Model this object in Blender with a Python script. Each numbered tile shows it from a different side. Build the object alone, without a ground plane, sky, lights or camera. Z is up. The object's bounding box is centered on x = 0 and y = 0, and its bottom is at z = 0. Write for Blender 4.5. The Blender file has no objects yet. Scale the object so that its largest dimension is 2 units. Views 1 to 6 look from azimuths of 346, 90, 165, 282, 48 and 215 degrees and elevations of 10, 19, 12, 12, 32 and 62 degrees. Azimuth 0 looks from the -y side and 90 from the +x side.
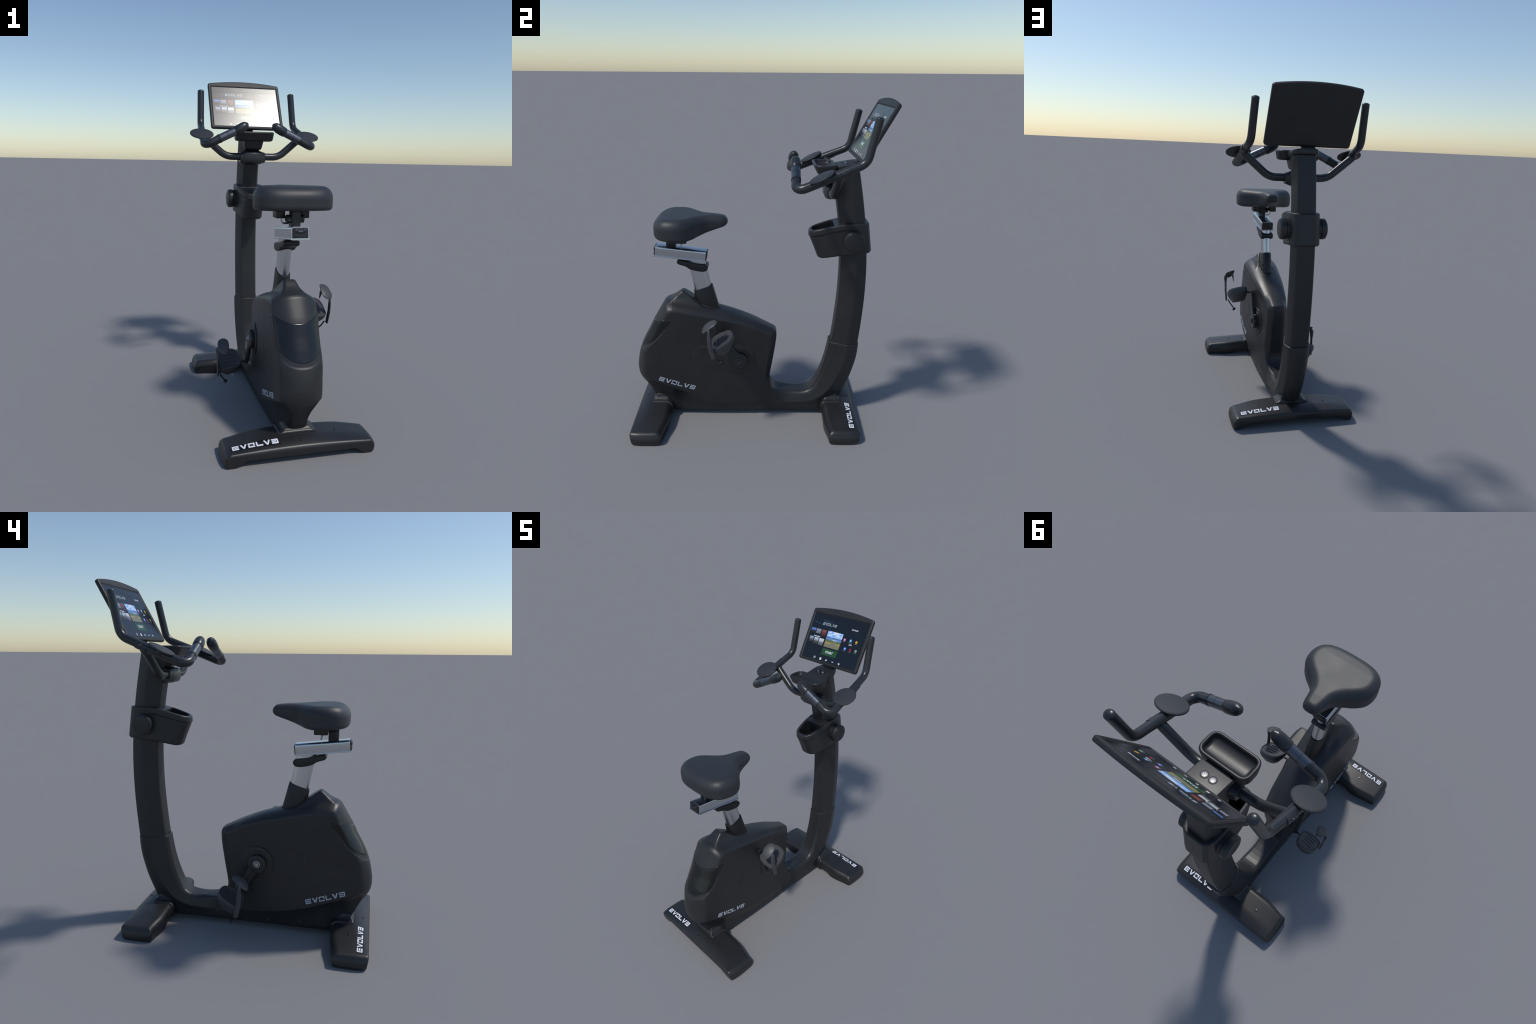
import bpy, bmesh, math
import numpy as np
from mathutils import Vector, Matrix

# =====================================================================
#  Upright exercise bike: feet, base shroud, post, handlebars, console,
#  saddle, cranks and pedals.  Frame: x across, -y rear, +y front, z up.
# =====================================================================

# ------------------------------------------------------------ materials
def principled(name):
    m = bpy.data.materials.new(name); m.use_nodes = True
    return m, m.node_tree.nodes, m.node_tree.links, m.node_tree.nodes["Principled BSDF"]

def plastic(name, col, rough=0.45, grain=0.25, vary=0.12, scale=220.0, bump=0.06, spec=0.5, metallic=0.0):
    """Moulded plastic / rubber: base colour with faint mottling and fine moulded grain."""
    m, n, l, b = principled(name)
    tc = n.new("ShaderNodeTexCoord")
    n1 = n.new("ShaderNodeTexNoise"); n1.inputs["Scale"].default_value = 9.0; n1.inputs["Detail"].default_value = 4.0
    l.new(tc.outputs["Object"], n1.inputs["Vector"])
    r = n.new("ShaderNodeValToRGB")
    r.color_ramp.elements[0].position = 0.3; r.color_ramp.elements[1].position = 0.7
    r.color_ramp.elements[0].color = (*[c * (1 - vary) for c in col], 1)
    r.color_ramp.elements[1].color = (*[c * (1 + vary) for c in col], 1)
    l.new(n1.outputs["Fac"], r.inputs["Fac"]); l.new(r.outputs["Color"], b.inputs["Base Color"])
    n2 = n.new("ShaderNodeTexNoise"); n2.inputs["Scale"].default_value = scale; n2.inputs["Detail"].default_value = 2.0
    l.new(tc.outputs["Object"], n2.inputs["Vector"])
    bp = n.new("ShaderNodeBump"); bp.inputs["Strength"].default_value = bump; bp.inputs["Distance"].default_value = 0.002
    l.new(n2.outputs["Fac"], bp.inputs["Height"]); l.new(bp.outputs["Normal"], b.inputs["Normal"])
    mr = n.new("ShaderNodeMapRange")
    mr.inputs["To Min"].default_value = rough * (1 - grain * 0.4); mr.inputs["To Max"].default_value = rough * (1 + grain * 0.4)
    l.new(n1.outputs["Fac"], mr.inputs["Value"]); l.new(mr.outputs["Result"], b.inputs["Roughness"])
    b.inputs["Specular IOR Level"].default_value = spec
    b.inputs["Metallic"].default_value = metallic
    return m

def brushed(name, col, rough=0.25, axis_scale=(1, 1, 1)):
    m, n, l, b = principled(name)
    b.inputs["Base Color"].default_value = (*col, 1); b.inputs["Metallic"].default_value = 1.0
    tc = n.new("ShaderNodeTexCoord"); mp = n.new("ShaderNodeMapping"); mp.inputs["Scale"].default_value = axis_scale
    nz = n.new("ShaderNodeTexNoise"); nz.inputs["Scale"].default_value = 60
    l.new(tc.outputs["Object"], mp.inputs["Vector"]); l.new(mp.outputs["Vector"], nz.inputs["Vector"])
    mr = n.new("ShaderNodeMapRange"); mr.inputs["To Min"].default_value = rough * 0.8; mr.inputs["To Max"].default_value = rough * 1.2
    l.new(nz.outputs["Fac"], mr.inputs["Value"]); l.new(mr.outputs["Result"], b.inputs["Roughness"])
    return m

SCREEN_ROUGH = 0.24
def display(name, col, rough=SCREEN_ROUGH):
    m, n, l, b = principled(name)
    tc = n.new("ShaderNodeTexCoord"); nz = n.new("ShaderNodeTexNoise"); nz.inputs["Scale"].default_value = 40
    l.new(tc.outputs["Object"], nz.inputs["Vector"])
    r = n.new("ShaderNodeValToRGB")
    r.color_ramp.elements[0].color = (*[c * 0.92 for c in col], 1); r.color_ramp.elements[1].color = (*[min(1, c * 1.08) for c in col], 1)
    l.new(nz.outputs["Fac"], r.inputs["Fac"]); l.new(r.outputs["Color"], b.inputs["Base Color"])
    b.inputs["Roughness"].default_value = rough
    return m

def gradient_display(name, low, high, v0, v1, noise=0.35, scale=90.0):
    """Small picture tile: vertical blend of two colours, broken up by noise."""
    m, n, l, b = principled(name)
    tc = n.new("ShaderNodeTexCoord"); sp = n.new("ShaderNodeSeparateXYZ"); l.new(tc.outputs["Object"], sp.inputs[0])
    mr = n.new("ShaderNodeMapRange"); mr.inputs["From Min"].default_value = v0; mr.inputs["From Max"].default_value = v1
    l.new(sp.outputs["Y"], mr.inputs["Value"])
    nz = n.new("ShaderNodeTexNoise"); nz.inputs["Scale"].default_value = scale; l.new(tc.outputs["Object"], nz.inputs["Vector"])
    ma = n.new("ShaderNodeMath"); ma.operation = "MULTIPLY_ADD"; ma.inputs[1].default_value = noise; ma.inputs[2].default_value = -noise / 2
    l.new(nz.outputs["Fac"], ma.inputs[0])
    ad = n.new("ShaderNodeMath"); ad.operation = "ADD"; l.new(mr.outputs["Result"], ad.inputs[0]); l.new(ma.outputs[0], ad.inputs[1])
    r = n.new("ShaderNodeValToRGB"); r.color_ramp.elements[0].color = (*low, 1); r.color_ramp.elements[1].color = (*high, 1)
    r.color_ramp.elements[0].position = 0.3; r.color_ramp.elements[1].position = 0.7
    l.new(ad.outputs[0], r.inputs["Fac"]); l.new(r.outputs["Color"], b.inputs["Base Color"])
    b.inputs["Roughness"].default_value = SCREEN_ROUGH
    return m

M_SHELL = plastic("shell_plastic", (0.0190, 0.0195, 0.0210), 0.42)
M_FOOT = plastic("foot_plastic", (0.0185, 0.0185, 0.0195), 0.40)
M_POST = plastic("post_paint", (0.018, 0.0185, 0.020), 0.45)
M_BAR = plastic("bar_rubber", (0.021, 0.024, 0.027), 0.31)
M_PAD = plastic("pad_rubber", (0.027, 0.030, 0.036), 0.6, scale=400)
M_SEAT = plastic("saddle_vinyl", (0.026, 0.029, 0.033), 0.50, scale=520, bump=0.10)
M_PEDAL = plastic("pedal_plastic", (0.054, 0.056, 0.059), 0.45)
M_BLACK = plastic("black_plastic", (0.011, 0.011, 0.012), 0.4)
M_WINDOW = plastic("smoked_window", (0.006, 0.0075, 0.009), 0.22, bump=0.0)
M_STICKER = plastic("sticker_black", (0.004, 0.004, 0.005), 0.35, bump=0.0)
M_WHITE = plastic("logo_white", (0.78, 0.80, 0.85), 0.5, vary=0.03, bump=0.0)
M_LOGOGREY = plastic("logo_grey", (0.46, 0.50, 0.56), 0.5, vary=0.05, bump=0.0)
M_CHROME = brushed("rail_metal", (0.56, 0.58, 0.61), 0.22, (1, 0.1, 1))
M_TUBE = brushed("seat_tube_metal", (0.62, 0.63, 0.64), 0.30, (1, 1, 0.1))
M_SENSOR = brushed("sensor_metal", (0.15, 0.16, 0.18), 0.36)
M_BOLT = brushed("bolt_metal", (0.45, 0.46, 0.48), 0.3)
M_DARKBOLT = brushed("dark_bolt_metal", (0.10, 0.10, 0.11), 0.35)
M_GLASS = display("screen_glass", (0.0060, 0.0085, 0.0140))
M_LINE = display("screen_line", (0.022, 0.028, 0.038))
M_TEXT = display("screen_text", (0.80, 0.82, 0.85))
M_TEXTGREY = display("screen_text_grey", (0.38, 0.40, 0.43))

# -------------------------------------------------------------- objects
ROOT = bpy.data.objects.new("exercise_bike", None)
bpy.context.scene.collection.objects.link(ROOT)
ROOT["label"] = "black upright exercise bike with touchscreen console and saddle"
ROOT["category"] = "exercise bike"

def add(name, mesh, mat, parent=None, angle=35.0, smooth=True):
    ob = bpy.data.objects.new(name, mesh)
    bpy.context.scene.collection.objects.link(ob)
    ob.parent = parent or ROOT
    if mat is not None and not mesh.materials:
        mesh.materials.append(mat)
    if smooth:
        mesh.shade_smooth()
        if angle is not None:
            mesh.set_sharp_from_angle(angle=math.radians(angle))
    return ob

def instance(src, name, parent=None, matrix=None):
    ob = src.copy(); ob.name = name
    bpy.context.scene.collection.objects.link(ob)
    ob.parent = parent or src.parent
    if matrix is not None:
        ob.matrix_basis = matrix
    return ob

def mesh_of(verts, faces):
    me = bpy.data.meshes.new("mesh")
    me.from_pydata([tuple(map(float, v)) for v in verts], [], [tuple(map(int, f)) for f in faces])
    me.validate(); 
    bm = bmesh.new(); bm.from_mesh(me); bmesh.ops.recalc_face_normals(bm, faces=bm.faces); bm.to_mesh(me); bm.free()
    return me

# --------------------------------------------------------- 2D utilities
def chaikin(pts, n=2, closed=True):
    p = np.array(pts, float)
    for _ in range(n):
        q = np.roll(p, -1, 0) if closed else p[1:]
        a = p if closed else p[:-1]
        r = np.empty((2 * len(a), p.shape[1])); r[0::2] = a * .75 + q * .25; r[1::2] = a * .25 + q * .75
        p = r if closed else np.vstack([p[:1], r, p[-1:]])
    return p

def mirror_outline(half):
    """half: (x>=0, y) points from y-min on axis to y-max on axis -> closed outline."""
    h = [tuple(q) for q in half]
    return h + [(-x, y) for x, y in h[::-1] if abs(x) > 1e-9]

def seg_dist(P, A, B):
    d = B - A; t = np.clip(((P - A) @ d) / max(d @ d, 1e-12), 0, 1)
    return np.linalg.norm(P - (A + t[:, None] * d), axis=1)

class Poly:
    """Signed distance to a closed 2D outline, tabulated for fast lookup."""
    def __init__(self, pts, h=0.003, pad=0.12):
        p = np.array(pts, float); self.lo = p.min(0) - pad; self.h = h
        n = np.ceil((p.max(0) + pad - self.lo) / h).astype(int) + 1
        U, V = np.meshgrid(np.arange(n[0]), np.arange(n[1]), indexing="ij")
        P = np.stack([U.ravel(), V.ravel()], 1) * h + self.lo
        D = np.full(len(P), 9.0); inside = np.zeros(len(P), bool)
        for A, B in zip(p, np.roll(p, -1, 0)):
            D = np.minimum(D, seg_dist(P, A, B))
            if A[1] != B[1]:
                c = (A[1] > P[:, 1]) != (B[1] > P[:, 1])
                inside ^= c & (P[:, 0] < (B[0] - A[0]) * (P[:, 1] - A[1]) / (B[1] - A[1]) + A[0])
        self.T = np.where(inside, -D, D).reshape(n)
    def __call__(self, a, b):
        s = self.T.shape
        u = np.clip((a - self.lo[0]) / self.h, 0, s[0] - 1.001); v = np.clip((b - self.lo[1]) / self.h, 0, s[1] - 1.001)
        i = u.astype(int); j = v.astype(int); u = u - i; v = v - j; T = self.T
        return (T[i, j] * (1 - u) + T[i + 1, j] * u) * (1 - v) + (T[i, j + 1] * (1 - u) + T[i + 1, j + 1] * u) * v

class Side:
    """Signed distance to an open curve: positive on its left (above) side."""
    def __init__(self, pts, lo, hi, h=0.004):
        p = np.array(pts, float); self.lo = np.array(lo); self.h = h
        n = np.ceil((np.array(hi) - self.lo) / h).astype(int) + 1
        U, V = np.meshgrid(np.arange(n[0]), np.arange(n[1]), indexing="ij")
        P = np.stack([U.ravel(), V.ravel()], 1) * h + self.lo
        D = np.full(len(P), 9.0); S = np.ones(len(P))
        for A, B in zip(p[:-1], p[1:]):
            d = seg_dist(P, A, B); e = B - A
            s = e[0] * (P[:, 1] - A[1]) - e[1] * (P[:, 0] - A[0])
            k = d < D - 1e-9; D = np.where(k, d, D); S = np.where(k, np.sign(s), S)
        self.T = (D * S).reshape(n)
    __call__ = Poly.__call__

def sstep(x, a, b):
    t = np.clip((x - a) / (b - a), 0, 1); return t * t * (3 - 2 * t)
def smax(a, b, k):
    h = np.clip(0.5 + 0.5 * (a - b) / k, 0, 1); return b * (1 - h) + a * h + k * h * (1 - h)
def smin(a, b, k): return -smax(-a, -b, k)
def rint(a, b, r):
    """intersection with a true rounded edge of radius r"""
    return np.minimum(np.maximum(a, b), -r) + np.sqrt(np.maximum(a + r, 0) ** 2 + np.maximum(b + r, 0) ** 2)

def surface(f, lo, hi, h, steps=3):
    """Skin an implicit solid f<0 with a quad net and pull the net on to the surface."""
    lo = np.array(lo, float); n = np.ceil((np.array(hi) - lo) / h).astype(int) + 1
    ax = [lo[i] + h * np.arange(n[i]) for i in range(3)]
    F = np.empty(n, np.float32)
    for i0 in range(0, n[0], 24):
        X, Y, Z = np.meshgrid(ax[0][i0:i0 + 24], ax[1], ax[2], indexing="ij")
        F[i0:i0 + 24] = f(X, Y, Z)
    I = F < 0
    c = [I[a:n[0] - 1 + a, b:n[1] - 1 + b, d:n[2] - 1 + d] for a in (0, 1) for b in (0, 1) for d in (0, 1)]
    s = sum(q.astype(np.int8) for q in c); act = (s > 0) & (s < 8)
    idx = np.full(act.shape, -1, np.int64); cells = np.argwhere(act); idx[act] = np.arange(len(cells))
    acc = np.zeros((len(cells), 3)); cnt = np.zeros(len(cells))
    corner = [(a, b, d) for a in (0, 1) for b in (0, 1) for d in (0, 1)]
    for u in range(8):
        for v in range(u + 1, 8):
            A, B = np.array(corner[u]), np.array(corner[v])
            if np.abs(A - B).sum() != 1: continue
            fa = F[tuple((cells + A).T)].astype(float); fb = F[tuple((cells + B).T)].astype(float)
            k = (fa < 0) != (fb < 0); t = np.where(k, fa / np.where(k, fa - fb, 1), 0)
            acc[k] += (A + t[:, None] * (B - A))[k]; cnt[k] += 1
    V = (cells + acc / cnt[:, None]) * h + lo
    faces = []
    for d in range(3):
        sl0 = [slice(None)] * 3; sl1 = [slice(None)] * 3
        sl0[d] = slice(0, -1); sl1[d] = slice(1, None)
        ch = I[tuple(sl0)] != I[tuple(sl1)]
        e = np.argwhere(ch); a, b = [q for q in range(3) if q != d]
        ok = (e[:, a] > 0) & (e[:, b] > 0) & (e[:, a] < n[a] - 1) & (e[:, b] < n[b] - 1); e = e[ok]
        da = np.zeros(3, int); da[a] = 1; db = np.zeros(3, int); db[b] = 1
        q = [idx[tuple((e - o).T)] for o in (0 * da, da, da + db, db)]
        faces.append(np.stack(q, 1))
    Fc = np.vstack(faces); Fc = Fc[(Fc >= 0).all(1)]
    e = 1e-4
    for _ in range(steps):
        v = f(*V.T)
        g = np.stack([(f(*(V + e * np.eye(3)[i]).T) - f(*(V - e * np.eye(3)[i]).T)) / (2 * e) for i in range(3)], 1)
        st = v[:, None] * g / np.maximum((g * g).sum(1), 0.2)[:, None]
        L = np.linalg.norm(st, axis=1, keepdims=True)
        V = V - st * np.minimum(1, 0.6 * h / np.maximum(L, 1e-9))
    return mesh_of(V, Fc)

# ------------------------------------------------------- mesh builders
def loft(rings, cap=True, closed=True):
    """Skin a list of equal-length 3D rings."""
    n = len(rings[0]); V = [p for r in rings for p in r]; F = []
    for i in range(len(rings) - 1):
        for j in range(n if closed else n - 1):
            k = (j + 1) % n
            F.append((i * n + j, i * n + k, (i + 1) * n + k, (i + 1) * n + j))
    if cap:
        F.append(tuple(range(n))[::-1]); F.append(tuple((len(rings) - 1) * n + j for j in range(n)))
    return mesh_of(V, F)

def round_poly(pts, r, seg=4):
    """Round the corners of a closed 2D polygon."""
    p = [np.array(q, float) for q in pts]; out = []
    rr = r if hasattr(r, "__len__") else [r] * len(p)
    for i, c in enumerate(p):
        a, b = p[i - 1] - c, p[(i + 1) % len(p)] - c
        q = min(rr[i], 0.49 * np.linalg.norm(a), 0.49 * np.linalg.norm(b))
        A, B = c + a / np.linalg.norm(a) * q, c + b / np.linalg.norm(b) * q
        for t in np.linspace(0, 1, seg + 1):
            out.append((1 - t) ** 2 * A + 2 * t * (1 - t) * c + t * t * B)
    return np.array(out)

def prism(outline, d0, d1, put, bevel=0.002, seg=2):
    """Extrude an outline between depths d0 and d1; put(a, b, depth) -> 3D. Rounded rims."""
    c = np.mean(outline, 0); o = np.array(outline, float)
    nrm = np.roll(o, -1, 0) - np.roll(o, 1, 0); nrm = np.stack([nrm[:, 1], -nrm[:, 0]], 1)
    nrm /= np.maximum(np.linalg.norm(nrm, axis=1), 1e-9)[:, None]
    area = 0.5 * np.sum(o[:, 0] * np.roll(o[:, 1], -1) - np.roll(o[:, 0], -1) * o[:, 1])
    if area < 0: nrm = -nrm
    s = 1 if d1 > d0 else -1; rings = []
    for k in range(seg + 1):
        t = math.pi / 2 * k / seg
        rings.append([put(*(q - w * bevel * (1 - math.sin(t))), d0 + s * bevel * (1 - math.cos(t))) for q, w in zip(o, nrm)])
    for k in range(seg, -1, -1):
        t = math.pi / 2 * k / seg
        rings.append([put(*(q - w * bevel * (1 - math.sin(t))), d1 - s * bevel * (1 - math.cos(t))) for q, w in zip(o, nrm)])
    return loft(rings)

def box(c, size, bevel=0.003, seg=3, rot=None):
    me = bpy.data.meshes.new("mesh"); bm = bmesh.new()
    bmesh.ops.create_cube(bm, size=1)
    bmesh.ops.scale(bm, vec=size, verts=bm.verts)
    bmesh.ops.bevel(bm, geom=bm.edges[:], offset=bevel, segments=seg, profile=0.5, affect="EDGES")
    if rot is not None: bmesh.ops.rotate(bm, matrix=rot, verts=bm.verts)
    bmesh.ops.translate(bm, vec=c, verts=bm.verts)
    bm.to_mesh(me); bm.free(); return me

def joined(*meshes):
    bm = bmesh.new()
    for m in meshes: bm.from_mesh(m)
    out = bpy.data.meshes.new("mesh"); bm.to_mesh(out); bm.free()
    return out

def fillet(pts, radii, seg=10):
    """3D polyline with rounded corners."""
    p = [np.array(q, float) for q in pts]; out = [p[0]]
    for i in range(1, len(p) - 1):
        a, b = p[i - 1] - p[i], p[i + 1] - p[i]; la, lb = np.linalg.norm(a), np.linalg.norm(b); a /= la; b /= lb
        ang = math.acos(np.clip(a @ b, -1, 1)); r = radii[i - 1]
        t = min(r / math.tan(ang / 2), 0.48 * la, 0.48 * lb); r = t * math.tan(ang / 2)
        cdir = (a + b) / np.linalg.norm(a + b); c = p[i] + cdir * (r / math.sin(ang / 2))
        A, B = p[i] + a * t - c, p[i] + b * t - c; tot = math.acos(np.clip(A @ B / (r * r), -1, 1))
        for k in range(seg + 1):
            s = k / seg
            out.append(c + (math.sin((1 - s) * tot) * A + math.sin(s * tot) * B) / math.sin(tot))
    out.append(p[-1]); return np.array(out)

def resample(path, step):
    path = np.array(path); d = np.r_[0, np.cumsum(np.linalg.norm(np.diff(path, axis=0), axis=1))]
    n = max(2, int(d[-1] / step) + 1); s = np.linspace(0, d[-1], n)
    return np.stack([np.interp(s, d, path[:, i]) for i in range(3)], 1), s

def tube(path, radius, n=24, round_ends=(True, True), ratio=1.0, up=(0, 0, 1)):
    """Sweep a circle (or ellipse) along a path. radius: number or one per path point."""
    P = np.array(path, float); R = np.full(len(P), radius, float) if np.isscalar(radius) else np.array(radius, float)
    T = np.gradient(P, axis=0); T /= np.linalg.norm(T, axis=1)[:, None]
    N = np.cross(up, T[0]); 
    if np.linalg.norm(N) < 1e-3: N = np.cross((1, 0, 0), T[0])
    N /= np.linalg.norm(N); rings = []
    def ring(c, nn, t, r):
        b = np.cross(t, nn); return [c + r * (math.cos(q) * nn + ratio * math.sin(q) * b) for q in np.linspace(0, 2 * math.pi, n, endpoint=False)]
    if round_ends[0]:
        for k in range(4):
            q = math.pi / 2 * k / 4; rings.append(("a", q))
    for i in range(len(P)): rings.append((i, 0))
    if round_ends[1]:
        for k in range(3, -1, -1): rings.append(("b", math.pi / 2 * k / 4))
    frames = []
    for i in range(len(P)):
        N = N - (N @ T[i]) * T[i]; N /= np.linalg.norm(N); frames.append(N.copy())
    out = []
    e = 0.45
    for k, q in rings:
        if k == "a": out.append(ring(P[0] - T[0] * R[0] * e * math.cos(q), frames[0], T[0], max(R[0] * math.sin(q), R[0] * 0.02) if q == 0 else R[0] * math.sin(q)))
        elif k == "b": out.append(ring(P[-1] + T[-1] * R[-1] * e * math.cos(q), frames[-1], T[-1], max(R[-1] * math.sin(q), R[-1] * 0.02)))
        else: out.append(ring(P[k], frames[k], T[k], R[k]))
    return loft(out)

def disc(c, axis, r, depth, bevel=0.003, n=48, squash=1.0, up=(0, 0, 1)):
    """Short cylinder centred on c along axis with rounded rims."""
    ax = np.array(axis, float); ax /= np.linalg.norm(ax)
    u = np.cross(up, ax); u /= np.linalg.norm(u); v = np.cross(ax, u); c = np.array(c, float)
    o = [(r * math.cos(q), r * squash * math.sin(q)) for q in np.linspace(0, 2 * math.pi, n, endpoint=False)]
    return prism(o, -depth / 2, depth / 2, lambda a, b, d: c + a * u + b * v + d * ax, bevel, 3)

def flipx(me):
    m = me.copy()
    m.transform(Matrix.Scale(-1, 4, (1, 0, 0))); m.flip_normals(); return m

def lettering(strokes, put, depth=0.0012, sink=0.001):
    V, F = [], []
    for q in strokes:
        k = len(V); n = len(q)
        V += [put(a, b, depth) for a, b in q] + [put(a, b, -sink) for a, b in q]
        F.append(tuple(range(k, k + n)))
        for j in range(n): F.append((k + j, k + (j + 1) % n, k + n + (j + 1) % n, k + n + j))
    return mesh_of(V, F)

def wordmark(length, height, shear=0.0, t=0.25):
    """Blocky six-letter word mark with split strokes, origin at its lower left corner."""
    w = 1.08
    R = lambda a, b, c, d: [(a, b), (c, b), (c, d), (a, d)]
    E = [R(0, 0, t, 1), R(t, 1 - t, w, 1), R(t + .12, .38, w - .03, .62), R(t, 0, w, t)]
    V = [[(0, 1), (.42, 0), (.56, 0), (.56, .3), (.29, 1)], [(.56, 0), (.70, 0), (1.1, 1), (.83, 1), (.56, .3)]]
    O = [R(0, 1 - t, w, 1), R(0, .58, t, 1 - t), R(w - t, .42, w, 1 - t), R(0, 0, t, .44), R(t, 0, w, t)]
    L = [R(0, 0, t, 1), R(t, 0, w, t)]
    E3 = [[(w - a, b) for a, b in q][::-1] for q in E]
    out = []; x = 0
    for g, adv in ((E, 1.3), (V, 1.28), (O, 1.3), (L, 1.24), (V, 1.3), (E3, 1.08)):
        out += [[(x + a, b) for a, b in q] for q in g]; x += adv
    return [[(a / x * length + shear * b * height, b * height) for a, b in q] for q in out]

# ====================================================== main shroud body
PROFILE = [(-.615, .032), (-.638, .09), (-.655, .125), (-.698, .213), (-.737, .268), (-.753, .302), (-.757, .35), (-.748, .41),
           (-.734, .466), (-.721, .514), (-.634, .671), (-.578, .767), (-.562, .795), (-.532, .807), (-.47, .803), (-.40, .791),
           (-.33, .771), (-.236, .744), (-.15, .718), (-.069, .689), (.02, .651), (.095, .613), (.122, .600), (.132, .58),
           (.132, .545), (.124, .49), (.108, .38), (.090, .28), (.088, .235), (.100, .197), (.128, .173), (.17, .164),
           (.25, .158), (.31, .160), (.352, .178), (.382, .215), (.408, .275), (.438, .37), (.458, .47), (.470, .56),
           (.652, .56), (.653, .49), (.648, .42), (.634, .35), (.606, .25), (.573, .172), (.538, .085), (.522, .032)]
PROFILE_SDF = Poly(chaikin(PROFILE, 1))
CREASE = [(-.90, .36), (-.71, .303), (-.57, .247), (-.36, .166), (-.2, .13), (-.03, .106), (.2, .09), (.32, .096), (.39, .117), (.44, .153),
          (.487, .212), (.52, .28), (.548, .352), (.57, .43), (.588, .60)]
CREASE_SDF = Side(chaikin(CREASE, 1, False), (-.9, -.05), (.8, 1.0))
WIDTH_Y = [-.80, -.70, -.60, -.50, -.35, -.20, -.10, 0, .08, .13, .2, .3, .7]
WIDTH_W = [.103, .112, .120, .121, .115, .105, .095, .083, .071, .065, .071, .078, .083]

def shroud_half_width(y, z):
    W = np.interp(y, WIDTH_Y, WIDTH_W)
    d = CREASE_SDF(y, z)
    up = W - 0.27 * sstep(y, .08, .24) * np.maximum(d, 0)
    # side cover is set in a little above the shoulder line
    line = np.interp(y, [-.56, -.50, -.3, -.18, 0, .13], [.785, .765, .728, .695, .640, .575])
    up = up - 0.0030 * sstep(z - line, -.002, .004) * (1 - sstep(y, .10, .16))
    t = np.maximum(-d, 0); bw = np.interp(y, [-.68, -.62, -.53, 0, .3], [.044, .055, .073, .071, .068])
    low_body = bw + (W - bw) * np.exp(-t / 0.046) - 0.003 * sstep(t, 0, .005) * (W > bw + .006)
    low_post = W - 0.33 * t
    k = sstep(y, .12, .36)
    return np.where(d >= 0, up, low_body * (1 - k) + low_post * k)

def shroud(x, y, z, grow=0.0, recess=True):
    ax = np.abs(x)
    W = np.interp(y, WIDTH_Y, WIDTH_W)
    tail = 1 - sstep(y, -.62, -.40)
    nose = sstep(y, 0, .08) * (1 - sstep(y, .16, .22)) * sstep(z, .22, .30)
    yy = y - (0.054 - .028 * sstep(z, .38, .54)) * np.minimum(ax / .11, 1.3) ** 2.4 * tail + 0.028 * sstep(ax, .035, .075) * nose
    crown = np.interp(y, [-.6, -.35, -.1, .13], [.046, .044, .028, .020]) * np.minimum(ax / W, 1.05) ** 2.6 * (1 - sstep(y, .13, .2)) * sstep(z, .42, .52)
    p = PROFILE_SDF(yy, z + crown)
    w = shroud_half_width(y, z)
    f = smax(ax - w, p * 0.95, 0.012 + .012 * sstep(y, .16, .24) + .012 * sstep(y, .45, .56))
    # hump behind the seat tube
    hp = HUMP_SDF(y, z)
    fh = smax((ax - np.minimum(0.031 + np.maximum(.860 - z, 0) * 0.35, .050)) * .95, hp, 0.014)
    f = smin(f, fh, 0.030)
    # slanting upper rim of the sleeve round the post
    f = np.where(y > .3, np.maximum(f, (z - (.520 - .075 * (y - .47))) * .97), f)
    if recess:
        f = f + 0.0045 * (1 - sstep(PANEL_SDF(x, y, z), -.003, .003)) * (1 - sstep(z, .60, .70))
    return f - grow

HUMP_SDF = Poly(chaikin([(-.56, .68), (-.520, .78), (-.506, .812), (-.488, .830), (-.460, .853), (-.448, .858), (-.43, .850), (-.38, .810), (-.34, .772), (-.30, .68)], 1))
PANEL_FLANK = Poly([(-.490, .726), (-.552, .642), (-.612, .566), (-.652, .528), (-.75, .46), (-.90, .40), (-.90, .95), (-.60, .95)])
WINDOW_FLANK = Poly([(-.502, .712), (-.56, .635), (-.62, .569), (-.66, .538), (-.75, .48), (-.90, .42), (-.90, .95), (-.502, .95)])
def PANEL_SDF(x, y, z):
    """recessed tail panel: flank line seen from the side, U-shaped lip seen from behind"""
    return np.maximum(PANEL_FLANK(y, z), (.457 + .065 * (np.abs(x) / .11) ** 2.2 - z) * .8)
def WINDOW_SDF(x, y, z):
    low = (.497 + .050 * (np.abs(x) / .11) ** 2.2 - z) * .8
    top = (z - .672 - .026 * np.minimum(np.abs(x) / .11, 1.05) ** 2) * .9
    return np.maximum(np.maximum(WINDOW_FLANK(y, z), low), top)

body = add("body_shroud", surface(shroud, (-.165, -.79, .015), (.165, .70, .90), 0.0045), M_SHELL, angle=None)

# smoked window let into the rear panel
def window(x, y, z):
    s = shroud(x, y, z, 0.0022)
    inner = -shroud(x, y, z, -0.010)
    return rint(np.maximum(s, inner), WINDOW_SDF(x, y, z), 0.003)
add("tail_window", surface(window, (-.165, -.79, .44), (.165, -.47, .74), 0.003), M_WINDOW, body, angle=None)

def side_x(y, z):
    return float(shroud_half_width(np.array([y]), np.array([z]))[0])

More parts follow.
